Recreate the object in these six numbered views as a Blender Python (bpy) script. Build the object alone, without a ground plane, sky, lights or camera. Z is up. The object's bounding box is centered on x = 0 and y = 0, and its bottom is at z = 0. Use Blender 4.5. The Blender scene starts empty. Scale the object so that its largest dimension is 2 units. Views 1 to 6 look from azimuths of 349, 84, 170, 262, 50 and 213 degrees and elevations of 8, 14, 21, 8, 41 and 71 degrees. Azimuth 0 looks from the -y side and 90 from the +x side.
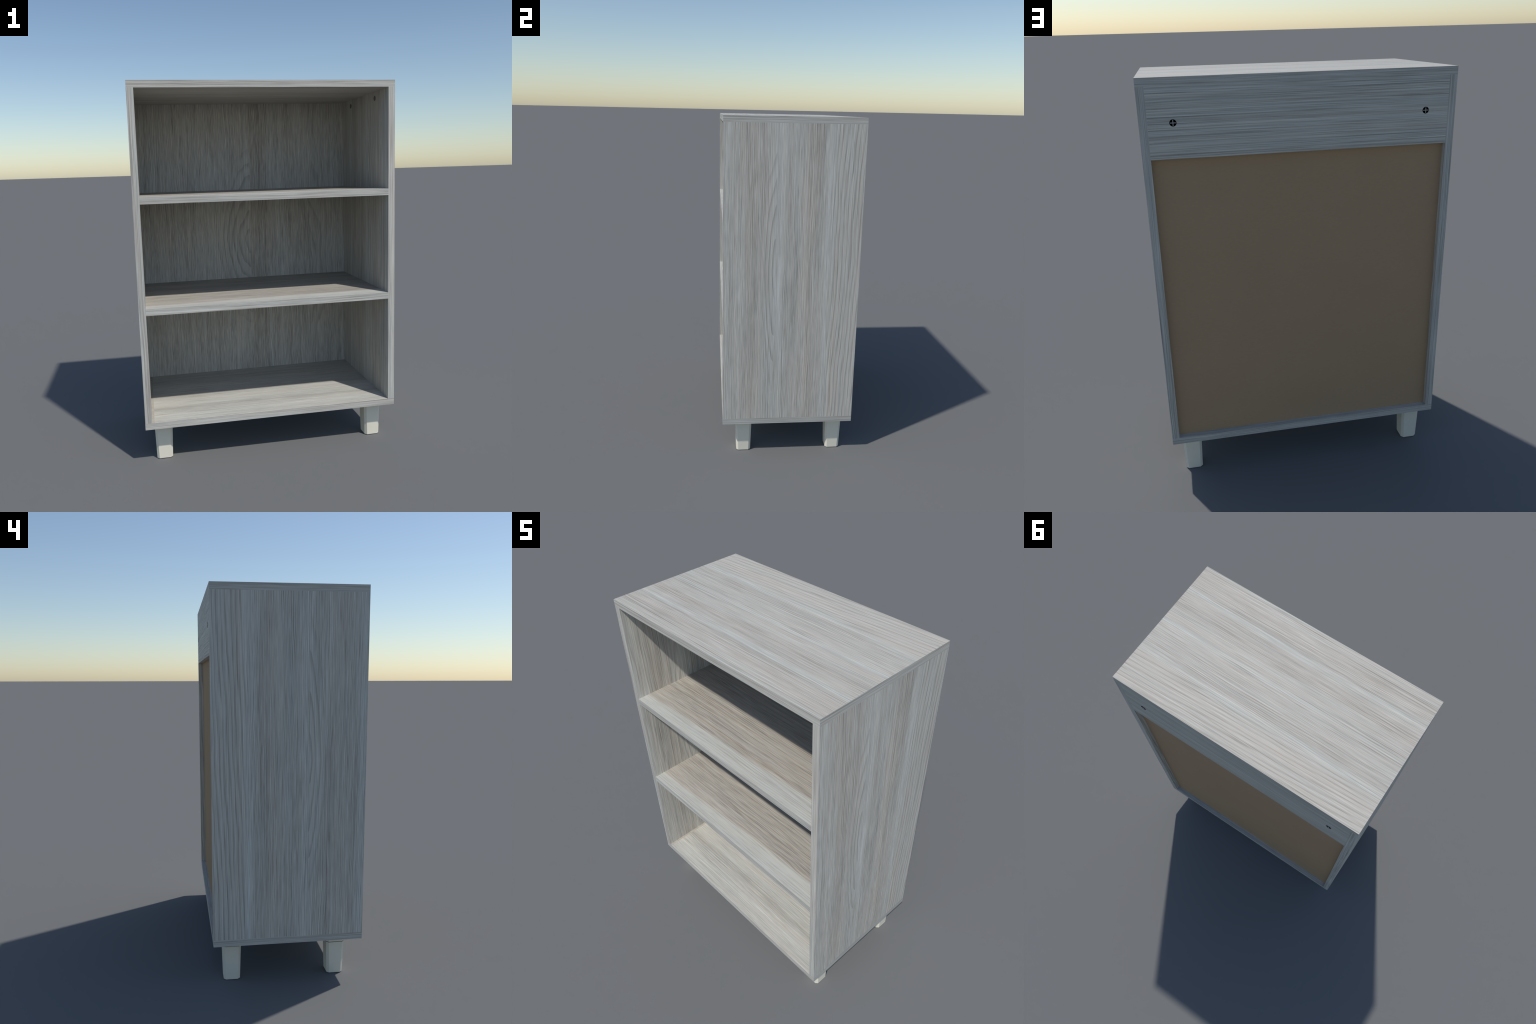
import bpy, bmesh, math
from mathutils import Vector

# ------------------------------------------------------------------ dimensions
HX, HY = 0.697, 0.388            # half width, half depth of the carcass
T = 0.0356                       # board thickness
Z_BOTTOM, Z_TOP = 0.2072, 2.0    # underside of the bottom board, top of the top board
Z_FLOOR = Z_BOTTOM + 0.0353      # upper face of the bottom board
Z_CEIL = Z_TOP - T
SHELF_TOPS = (0.8580, 1.4305)
Y_PANEL_FRONT, Y_PANEL_BACK = 0.3480, 0.3580
Z_RAIL = 1.6650
X_IN = HX - T                    # inner face of the side panels


# ------------------------------------------------------------------ node helpers
class V:
    """A float socket with arithmetic, so that masks read as formulas."""
    def __init__(self, g, s):
        self.g, self.s = g, s

    def _op(self, op, *others, clamp=False):
        n = self.g.nodes.new("ShaderNodeMath")
        n.operation, n.use_clamp = op, clamp
        for i, a in enumerate((self,) + others):
            if isinstance(a, V):
                self.g.links.new(a.s, n.inputs[i])
            else:
                n.inputs[i].default_value = float(a)
        return V(self.g, n.outputs[0])

    def __add__(self, o): return self._op("ADD", o)
    def __sub__(self, o): return self._op("SUBTRACT", o)
    def __mul__(self, o): return self._op("MULTIPLY", o)
    def __truediv__(self, o): return self._op("DIVIDE", o)
    def sqrt(self): return self._op("SQRT")
    def power(self, o): return self._op("POWER", o)
    def size(self): return self._op("ABSOLUTE")
    def fract(self): return self._op("FRACT")
    def less(self, o): return self._op("LESS_THAN", o)
    def more(self, o): return self._op("GREATER_THAN", o)
    def clamp(self): return self._op("ADD", 0.0, clamp=True)

    def bump(self, centre, width):
        """1 at centre, falling off as a bell of the given half width."""
        d = (self - centre) / width
        n = self.g.nodes.new("ShaderNodeMath")
        n.operation = "POWER"
        n.inputs[0].default_value = math.e
        self.g.links.new((d * d * -1.0).s, n.inputs[1])
        return V(self.g, n.outputs[0])

    def step(self, a, b):
        """Smooth 0 to 1 ramp between a and b."""
        n = self.g.nodes.new("ShaderNodeMapRange")
        n.interpolation_type = "SMOOTHSTEP"
        self.g.links.new(self.s, n.inputs["Value"])
        lo, hi, t0, t1 = (a, b, 0.0, 1.0) if a < b else (b, a, 1.0, 0.0)
        n.inputs["From Min"].default_value, n.inputs["From Max"].default_value = lo, hi
        n.inputs["To Min"].default_value, n.inputs["To Max"].default_value = t0, t1
        return V(self.g, n.outputs["Result"])


class Graph:
    def __init__(self, name, roughness=0.5, specular=0.35):
        self.mat = bpy.data.materials.new(name)
        self.mat.use_nodes = True
        self.tree = self.mat.node_tree
        self.nodes, self.links = self.tree.nodes, self.tree.links
        self.bsdf = next(n for n in self.nodes if n.type == "BSDF_PRINCIPLED")
        self.bsdf.inputs["Roughness"].default_value = roughness
        self.bsdf.inputs["Specular IOR Level"].default_value = specular

    def axes(self):
        tc, sep = self.nodes.new("ShaderNodeTexCoord"), self.nodes.new("ShaderNodeSeparateXYZ")
        self.links.new(tc.outputs["Object"], sep.inputs[0])
        return {k: V(self, sep.outputs[i]) for i, k in enumerate("xyz")}

    def vec(self, a, b, c):
        n = self.nodes.new("ShaderNodeCombineXYZ")
        for i, s in enumerate((a, b, c)):
            if isinstance(s, V):
                self.links.new(s.s, n.inputs[i])
            else:
                n.inputs[i].default_value = s
        return n.outputs[0]

    def noise(self, vec, detail=2.0, rough=0.5):
        n = self.nodes.new("ShaderNodeTexNoise")
        n.inputs["Scale"].default_value = 1.0
        n.inputs["Detail"].default_value = detail
        n.inputs["Roughness"].default_value = rough
        self.links.new(vec, n.inputs["Vector"])
        return V(self, n.outputs["Fac"])

    def ramp(self, fac, stops):
        n = self.nodes.new("ShaderNodeValToRGB")
        e = n.color_ramp.elements
        while len(e) < len(stops):
            e.new(0.5)
        for el, (p, c) in zip(e, stops):
            el.position, el.color = p, (*c, 1.0)
        self.links.new(fac.s, n.inputs["Fac"])
        return n.outputs["Color"]

    def mix(self, fac, a, b, mode="MIX"):
        n = self.nodes.new("ShaderNodeMix")
        n.data_type, n.blend_type = "RGBA", mode
        if isinstance(fac, V):
            self.links.new(fac.s, n.inputs[0])
        else:
            n.inputs[0].default_value = fac
        for sock, c in ((n.inputs[6], a), (n.inputs[7], b)):
            if isinstance(c, tuple):
                sock.default_value = (*c, 1.0)
            else:
                self.links.new(c, sock)
        return n.outputs[2]

    def colour(self, c):
        self.links.new(c, self.bsdf.inputs["Base Color"])

    def bump(self, height, strength, distance):
        n = self.nodes.new("ShaderNodeBump")
        n.inputs["Strength"].default_value, n.inputs["Distance"].default_value = strength, distance
        self.links.new(height.s, n.inputs["Height"])
        self.links.new(n.outputs[0], self.bsdf.inputs["Normal"])


# ------------------------------------------------------------------ materials
def wood(name, along, across, seed, tone=(1.0, 1.0, 1.0), contrast=1.0, fine=1.0, bands=(), warm=(),
         half_rings=(), slants=(), seam=None, front_fade=False, strip=False, waviness=1.0, stretch=1.0):
    """Grey-washed oak laminate; `along` is the grain direction, `across` runs over the face.
    bands: (centre, width, amount) pale or dark streaks; warm: the same for brown against blue-grey;
    half_rings: flame figure, nested half ellipses on one side of an axis; slants: ring lines that
    leave an axis one above the other."""
    g = Graph(name, 0.62, 0.22)
    ax = g.axes()
    third = next(k for k in "xyz" if k not in (along, across))
    l, c, t = ax[along] * stretch + seed * 3.7, ax[across], ax[third]
    w1 = g.noise(g.vec(l * 1.7, c * 8.0 + seed, t * 8.0), 2.0) - 0.5
    w2 = g.noise(g.vec(l * 5.0, c * 38.0, t * 38.0 + seed), 2.0) - 0.5
    cw = c + w1 * (0.024 * waviness) + w2 * (0.0035 * waviness)

    broad = g.noise(g.vec(l * 0.6, cw * 40.0, t * 40.0 + seed), 2.0) - 0.5
    streak = g.noise(g.vec(l * 1.8, cw * (185.0 * fine), t * 185.0), 3.0, 0.6) - 0.5
    fibre = g.noise(g.vec(l * 7.5, cw * (330.0 * fine), t * 330.0 + seed), 2.0, 0.6) - 0.5
    lone = g.noise(g.vec(l * 0.5, cw * 13.0, t * 13.0 + seed * 2.0), 1.0) - 0.5
    value = broad * 0.38 + streak * 1.25 + fibre * 1.60 + lone * 0.22
    hue = (g.noise(g.vec(l * 0.8, cw * 15.0, t * 15.0 + seed * 5.0), 1.0) - 0.5) * 0.7 \
        + (g.noise(g.vec(l * 3.0, cw * 110.0, t * 110.0 + seed * 3.0), 2.0) - 0.5) * 1.9

    # thin dark grain lines and short pores, denser in places
    thin = g.noise(g.vec(l * 2.2, cw * (235.0 * fine), t * 235.0 + 31.0), 2.0, 0.5).step(0.56, 0.70)
    pale = g.noise(g.vec(l * 1.5, cw * (190.0 * fine), t * 190.0 + 57.0), 2.0, 0.5).step(0.58, 0.74)
    where = g.noise(g.vec(l * 0.9, cw * 14.0, t * 14.0 + 4.0), 1.0).step(0.36, 0.60)
    comb = (cw * (88.0 * fine) + w1 * 2.6 + lone * 3.0 + fibre * 0.6).fract()
    comb = comb.step(0.45, 0.80) * comb.step(1.0, 0.85)
    value = value - comb * (where * 0.20 + 0.03) + 0.045
    value = value - thin * (where * 0.26 + 0.12) + pale * 0.24

    for centre, width, amount in bands:
        value = value + cw.bump(centre, width) * amount
    for centre, width, amount in warm:
        hue = hue + cw.bump(centre, width) * amount
    plain = None
    raw = ax[along]
    for side, c0, l0, squash, period, reach, amount in half_rings:
        du, dv = cw - c0, (raw - l0 + w2 * 0.04) * squash
        d = (du.size().power(1.45) + dv.size().power(1.45)).power(1.0 / 1.45)      # pointed oval
        saw = (d / period + w1 * 2.2 + lone * 1.2 + broad * 0.12).fract()
        line = saw.step(0.45, 0.95) * saw.step(1.0, 0.95)
        mask = d.step(reach, reach * 0.45) * (du * side).step(-0.002, 0.002)
        value = value * (mask * -0.3 + 1.0) + (line * -1.0 + 0.40) * mask * amount
    for side, c0, period, rise, width, amount in slants:
        du = (cw - c0) * side
        saw = (du / period - raw / rise + w1 * 1.3 + lone * 1.0 + broad * 0.7).fract()
        line = saw.step(0.40, 0.85) * saw.step(1.0, 0.85)
        mask = du.step(-0.003, 0.006) * du.step(width, width * 0.8)
        value = value * (mask * -0.3 + 1.0) + (line * -1.0 + 0.42) * mask * amount
    if seam:
        a, b, amount = seam
        inside = c.step(a - 0.001, a + 0.001) * c.step(b + 0.001, b - 0.001)
        value = value - inside * amount
        hue = hue + inside * 0.3
    if front_fade:                         # paler sapwood along the front edge
        edge = (cw + ax[along] * -0.035).step(-0.285, -0.312)
        value = value + edge * 0.42
        hue = hue - edge * 0.85

    v = (value * (0.80 * contrast) + 0.51).clamp()
    col = g.ramp(v, [(0.0, (0.270, 0.258, 0.242)), (0.30, (0.405, 0.394, 0.376)), (0.5, (0.505, 0.496, 0.477)),
                     (0.72, (0.600, 0.594, 0.572)), (1.0, (0.72, 0.718, 0.695))])
    h = (hue * 0.5 + 0.5).clamp()
    tint = g.ramp(h, [(0.0, (0.95, 1.0, 1.05)), (0.3, (0.965, 1.005, 0.99)), (0.5, (1.0, 1.0, 0.965)),
                      (0.7, (1.02, 0.992, 0.945)), (1.0, (1.05, 0.98, 0.88))])
    col = g.mix(1.0, col, tint, "MULTIPLY")
    col = g.mix(1.0, col, tuple(tone), "MULTIPLY")
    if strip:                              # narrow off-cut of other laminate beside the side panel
        m = ax["x"].step(-X_IN + 0.0138, -X_IN + 0.0132)
        cut = g.noise(g.vec(ax["x"] * 20.0, ax["y"] * 45.0, 0.0), 2.0)
        other = g.ramp(cut, [(0.3, (0.39, 0.355, 0.31)), (0.7, (0.49, 0.465, 0.41))])
        col = g.mix(m, col, other)
    g.colour(col)
    g.bump(streak * 0.6 + fibre * 0.4, 0.08, 0.0005)
    return g.mat


def hardboard():
    g = Graph("raw_hardboard", 0.85, 0.1)
    ax = g.axes()
    weave = g.noise(g.vec(ax["x"] * 55.0, ax["y"] * 55.0, ax["z"] * 160.0), 3.0, 0.6)
    cloud = g.noise(g.vec(ax["x"] * 3.0, 0.0, ax["z"] * 4.0), 2.0)
    f = (weave * 0.6 + cloud * 0.4).clamp()
    g.colour(g.ramp(f, [(0.25, (0.39, 0.270, 0.166)), (0.75, (0.435, 0.302, 0.188))]))
    g.bump(weave, 0.08, 0.0006)
    return g.mat


def paint(name, colour, roughness, specular, grain=0.03, metallic=0.0):
    g = Graph(name, roughness, specular)
    ax = g.axes()
    n = g.noise(g.vec(ax["x"] * 60.0, ax["y"] * 60.0, ax["z"] * 60.0), 2.0)
    lo, hi = (tuple(k * f for k in colour) for f in (1.0 - grain, 1.0 + grain))
    g.colour(g.ramp(n, [(0.3, lo), (0.7, hi)]))
    g.bsdf.inputs["Metallic"].default_value = metallic
    return g.mat


SIDE_BANDS = ((-0.075, 0.030, 0.12), (0.205, 0.026, 0.13), (-0.24, 0.045, -0.07), (0.02, 0.03, -0.06),
              (0.14, 0.03, -0.06), (-0.37, 0.02, 0.10))
SIDE_WARM = ((-0.24, 0.06, 0.34), (0.10, 0.06, 0.28), (-0.075, 0.035, -0.28), (0.205, 0.025, -0.30), (-0.37, 0.02, -0.25), (0.25, 0.015, 0.35))
M_SIDE = wood("grey_oak_side", "z", "y", 1.0, bands=SIDE_BANDS, warm=SIDE_WARM,
              fine=1.2,
              half_rings=((-1, -0.095, 1.16, 0.12, 0.022, 0.11, 0.38),),
              slants=((1, 0.215, 0.022, 0.55, 0.2, 0.34),), tone=(0.97, 0.95, 0.93), waviness=0.9, contrast=1.08)
M_TOP = wood("grey_oak_top", "x", "y", 2.0, tone=(0.925, 0.897, 0.86), contrast=0.9, waviness=0.7, stretch=0.7, fine=1.1,
             bands=((0.178, 0.016, 0.20), (-0.010, 0.007, 0.24), (-0.12, 0.02, -0.08), (0.05, 0.02, -0.08), (-0.22, 0.016, 0.12), (-0.32, 0.04, -0.07)),
             warm=((0.178, 0.02, -0.25), (-0.01, 0.012, -0.2), (-0.22, 0.02, -0.3), (-0.30, 0.04, 0.3), (-0.15, 0.03, 0.3), (0.27, 0.05, 0.25)),
             slants=((1, 0.190, 0.023, 0.42, 0.22, 0.30),))
M_FLOOR = wood("grey_oak_floor", "x", "y", 3.0, strip=True, contrast=0.85, waviness=0.6,
               bands=((-0.31, 0.03, 0.14), (-0.22, 0.015, -0.16), (-0.13, 0.03, 0.14), (-0.03, 0.02, -0.16), (0.1, 0.04, 0.1)), tone=(0.985, 0.98, 0.96))
M_SHELF = wood("grey_oak_shelf", "x", "y", 4.0, front_fade=True, warm=((0.0, 2.0, 0.35),), contrast=1.05, tone=(0.78, 0.76, 0.735))
M_PANEL = wood("grey_oak_panel", "z", "x", 5.0, seam=(0.031, 0.140, 0.12), fine=1.3,
               tone=(0.93, 0.905, 0.88), contrast=1.2, waviness=1.5, stretch=1.6,
               half_rings=((-1, 0.030, 1.115, 0.40, 0.038, 0.30, 0.30), (1, 0.425, 0.95, 0.22, 0.045, 0.22, 0.20)))
M_RAIL = wood("grey_oak_rail", "x", "z", 6.0, tone=(0.98, 0.965, 0.94), stretch=0.45, waviness=0.6)
M_EDGE_X = wood("grey_oak_edge_long", "x", "z", 7.0, fine=0.9, contrast=1.0, stretch=0.6, tone=(0.905, 0.895, 0.885))
M_EDGE_Y = wood("grey_oak_edge_deep", "y", "z", 8.0, fine=0.9, contrast=1.0, stretch=0.6, tone=(0.905, 0.895, 0.885))
M_EDGE_Z = wood("grey_oak_edge_upright", "z", "x", 9.0, fine=0.9, contrast=1.0, stretch=0.6, tone=(0.905, 0.895, 0.885))
M_BROWN = hardboard()
M_LEG = paint("cream_lacquer", (0.80, 0.76, 0.64), 0.5, 0.3, 0.01)
M_LEG_GAP = paint("shadow_gap_grey", (0.16, 0.155, 0.14), 0.8, 0.1)
M_SCREW = paint("black_screw", (0.002, 0.002, 0.002), 0.9, 0.0)
M_CROSS = paint("zinc_cross", (0.36, 0.345, 0.33), 0.55, 0.3)
M_PLUG = paint("grey_cap", (0.15, 0.145, 0.14), 0.6, 0.2)


# ------------------------------------------------------------------ geometry
def finish(bm, name, mats, parent, chooser=None):
    me = bpy.data.meshes.new(name)
    bm.normal_update()
    for m in mats:
        me.materials.append(m)
    if chooser:
        for f in bm.faces:
            f.material_index = chooser(f)
    bm.to_mesh(me)
    bm.free()
    ob = bpy.data.objects.new(name, me)
    bpy.context.scene.collection.objects.link(ob)
    ob.parent = parent
    return ob


def board(name, lo, hi, mats, chooser, parent):
    bm = bmesh.new()
    bmesh.ops.create_cube(bm, size=1.0)
    lo, hi = Vector(lo), Vector(hi)
    for v in bm.verts:
        v.co = Vector([(hi[i] + lo[i]) / 2 + v.co[i] * (hi[i] - lo[i]) for i in range(3)])
    return finish(bm, name, mats, parent, chooser)


def by_normal(x, y, z):
    def pick(f):
        n = f.normal
        k = max(range(3), key=lambda i: abs(n[i]))
        return (x, y, z)[k]
    return pick


def disc(bm, centre, normal, radius, depth, segments=40, bevel=0.0):
    """Short cylinder whose outer cap stands `depth` proud of `centre` along the normal."""
    n = Vector(normal)
    u = n.orthogonal().normalized()
    w = n.cross(u)
    c = Vector(centre)
    prof = [(radius, -0.002), (radius, depth - bevel), (radius - bevel, depth)] if bevel else [(radius, -0.002), (radius, depth)]
    rings = []
    for r, d in prof:
        rings.append([bm.verts.new(c + n * d + (u * math.cos(a) + w * math.sin(a)) * r)
                      for a in (2 * math.pi * i / segments for i in range(segments))])
    for a, b in zip(rings, rings[1:]):
        for i in range(segments):
            j = (i + 1) % segments
            bm.faces.new((a[i], a[j], b[j], b[i]))
    bm.faces.new(rings[-1])
    bm.faces.new(list(reversed(rings[0])))


root = bpy.data.objects.new("bookcase", None)
bpy.context.scene.collection.objects.link(root)
root["label"] = "open three-tier bookcase in grey-washed oak on short cream legs"
root["category"] = "bookcase"

board("top_board", (-HX, -HY, Z_CEIL), (HX, HY, Z_TOP), (M_TOP, M_EDGE_X, M_EDGE_Y), by_normal(2, 1, 0), root)
board("bottom_board", (-HX, -HY, Z_BOTTOM), (HX, HY, Z_FLOOR), (M_FLOOR, M_EDGE_X, M_EDGE_Y), by_normal(2, 1, 0), root)
sides = []
for s in (-1, 1):
    a, b = sorted((s * HX, s * X_IN))
    sides.append(board("side_panel", (a, -HY, Z_FLOOR), (b, HY, Z_CEIL), (M_SIDE, M_EDGE_Z, M_EDGE_Y), by_normal(0, 1, 2), root))
for z in SHELF_TOPS:
    board("shelf", (-X_IN, -HY, z - T), (X_IN, Y_PANEL_FRONT, z), (M_SHELF, M_EDGE_X, M_EDGE_Y), by_normal(2, 1, 0), root)
board("back_panel", (-X_IN, Y_PANEL_FRONT, Z_FLOOR), (X_IN, Y_PANEL_BACK, Z_CEIL), (M_PANEL, M_BROWN),
      lambda f: 0 if f.normal.y < -0.5 else 1, root)
rail = board("back_rail", (-X_IN, Y_PANEL_BACK, Z_RAIL), (X_IN, HY, Z_CEIL), (M_RAIL, M_EDGE_X), by_normal(1, 0, 1), root)

# cross-head screws through the rail
for x in (-0.5566, 0.5566):
    at = Vector((x, HY, 1.8157))
    bm = bmesh.new()
    disc(bm, at, (0, 1, 0), 0.0148, 0.0006, bevel=0.0003)
    screw = finish(bm, "screw", (M_SCREW,), rail)
    bm = bmesh.new()
    arm, half, y0, y1 = 0.0119, 0.0018, HY + 0.0001, HY + 0.0011
    for ax_ in (0, 2):
        part = bmesh.ops.create_cube(bm, size=1.0)["verts"]
        for v in part:
            sx, sz = (arm, half) if ax_ == 0 else (half, arm - 0.0)
            lift = 0.0003 if ax_ == 2 else 0.0
            v.co = Vector((at.x + v.co.x * 2 * sx, (y0 + y1) / 2 + v.co.y * (y1 - y0 + lift), at.z + v.co.z * 2 * sz))
    finish(bm, "cross_slot", (M_CROSS,), rail)

# round caps of the cam fittings under the top, on the inner faces of the sides
for ob, s in zip(sides, (-1, 1)):
    for y in (-0.1943, 0.1943):
        bm = bmesh.new()
        disc(bm, (s * X_IN, y, 1.9280), (-s, 0, 0), 0.0142, 0.0006, bevel=0.0003)
        finish(bm, "cam_cap", (M_PLUG,), ob)


def leg_mesh(z_gap):
    """Tapered square leg with chamfered corners and a thin shadow gap under its mounting plate."""
    def half(z):
        return 0.0425 + (0.0486 - 0.0425) * z / Z_BOTTOM
    gap = 0.0030
    prof = [(0.0, -0.0008, 0), (0.0010, 0.0, 0), (z_gap - gap, 0.0, 0), (z_gap - gap, -0.0025, 1), (z_gap, -0.0025, 1), (z_gap, 0.0, 0), (Z_BOTTOM, 0.0, 0)]
    bm = bmesh.new()
    rings = []
    for z, inset, _ in prof:
        h = half(z) + inset
        k = h - 0.0120
        pts = [(h, -k), (h, k), (k, h), (-k, h), (-h, k), (-h, -k), (-k, -h), (k, -h)]
        rings.append([bm.verts.new((x, y, z)) for x, y in pts])
    for n, (a, b) in enumerate(zip(rings, rings[1:])):
        for i in range(8):
            j = (i + 1) % 8
            f = bm.faces.new((a[i], a[j], b[j], b[i]))
            f.material_index = 1 if n in (2, 3, 4) else 0
    bm.faces.new(list(reversed(rings[0])))
    bm.faces.new(rings[-1])
    me = bpy.data.meshes.new("leg")
    bm.normal_update()
    me.materials.append(M_LEG)
    me.materials.append(M_LEG_GAP)
    bm.to_mesh(me)
    bm.free()
    return me


leg_a, leg_b = leg_mesh(0.1762), leg_mesh(0.1856)
for x in (-0.6009, 0.5995):
    for y in (-0.2603, 0.2900):
        ob = bpy.data.objects.new("leg", leg_a if (x < 0 and y < 0) else leg_b)
        bpy.context.scene.collection.objects.link(ob)
        ob.location = (x, y, 0.0)
        ob.parent = root
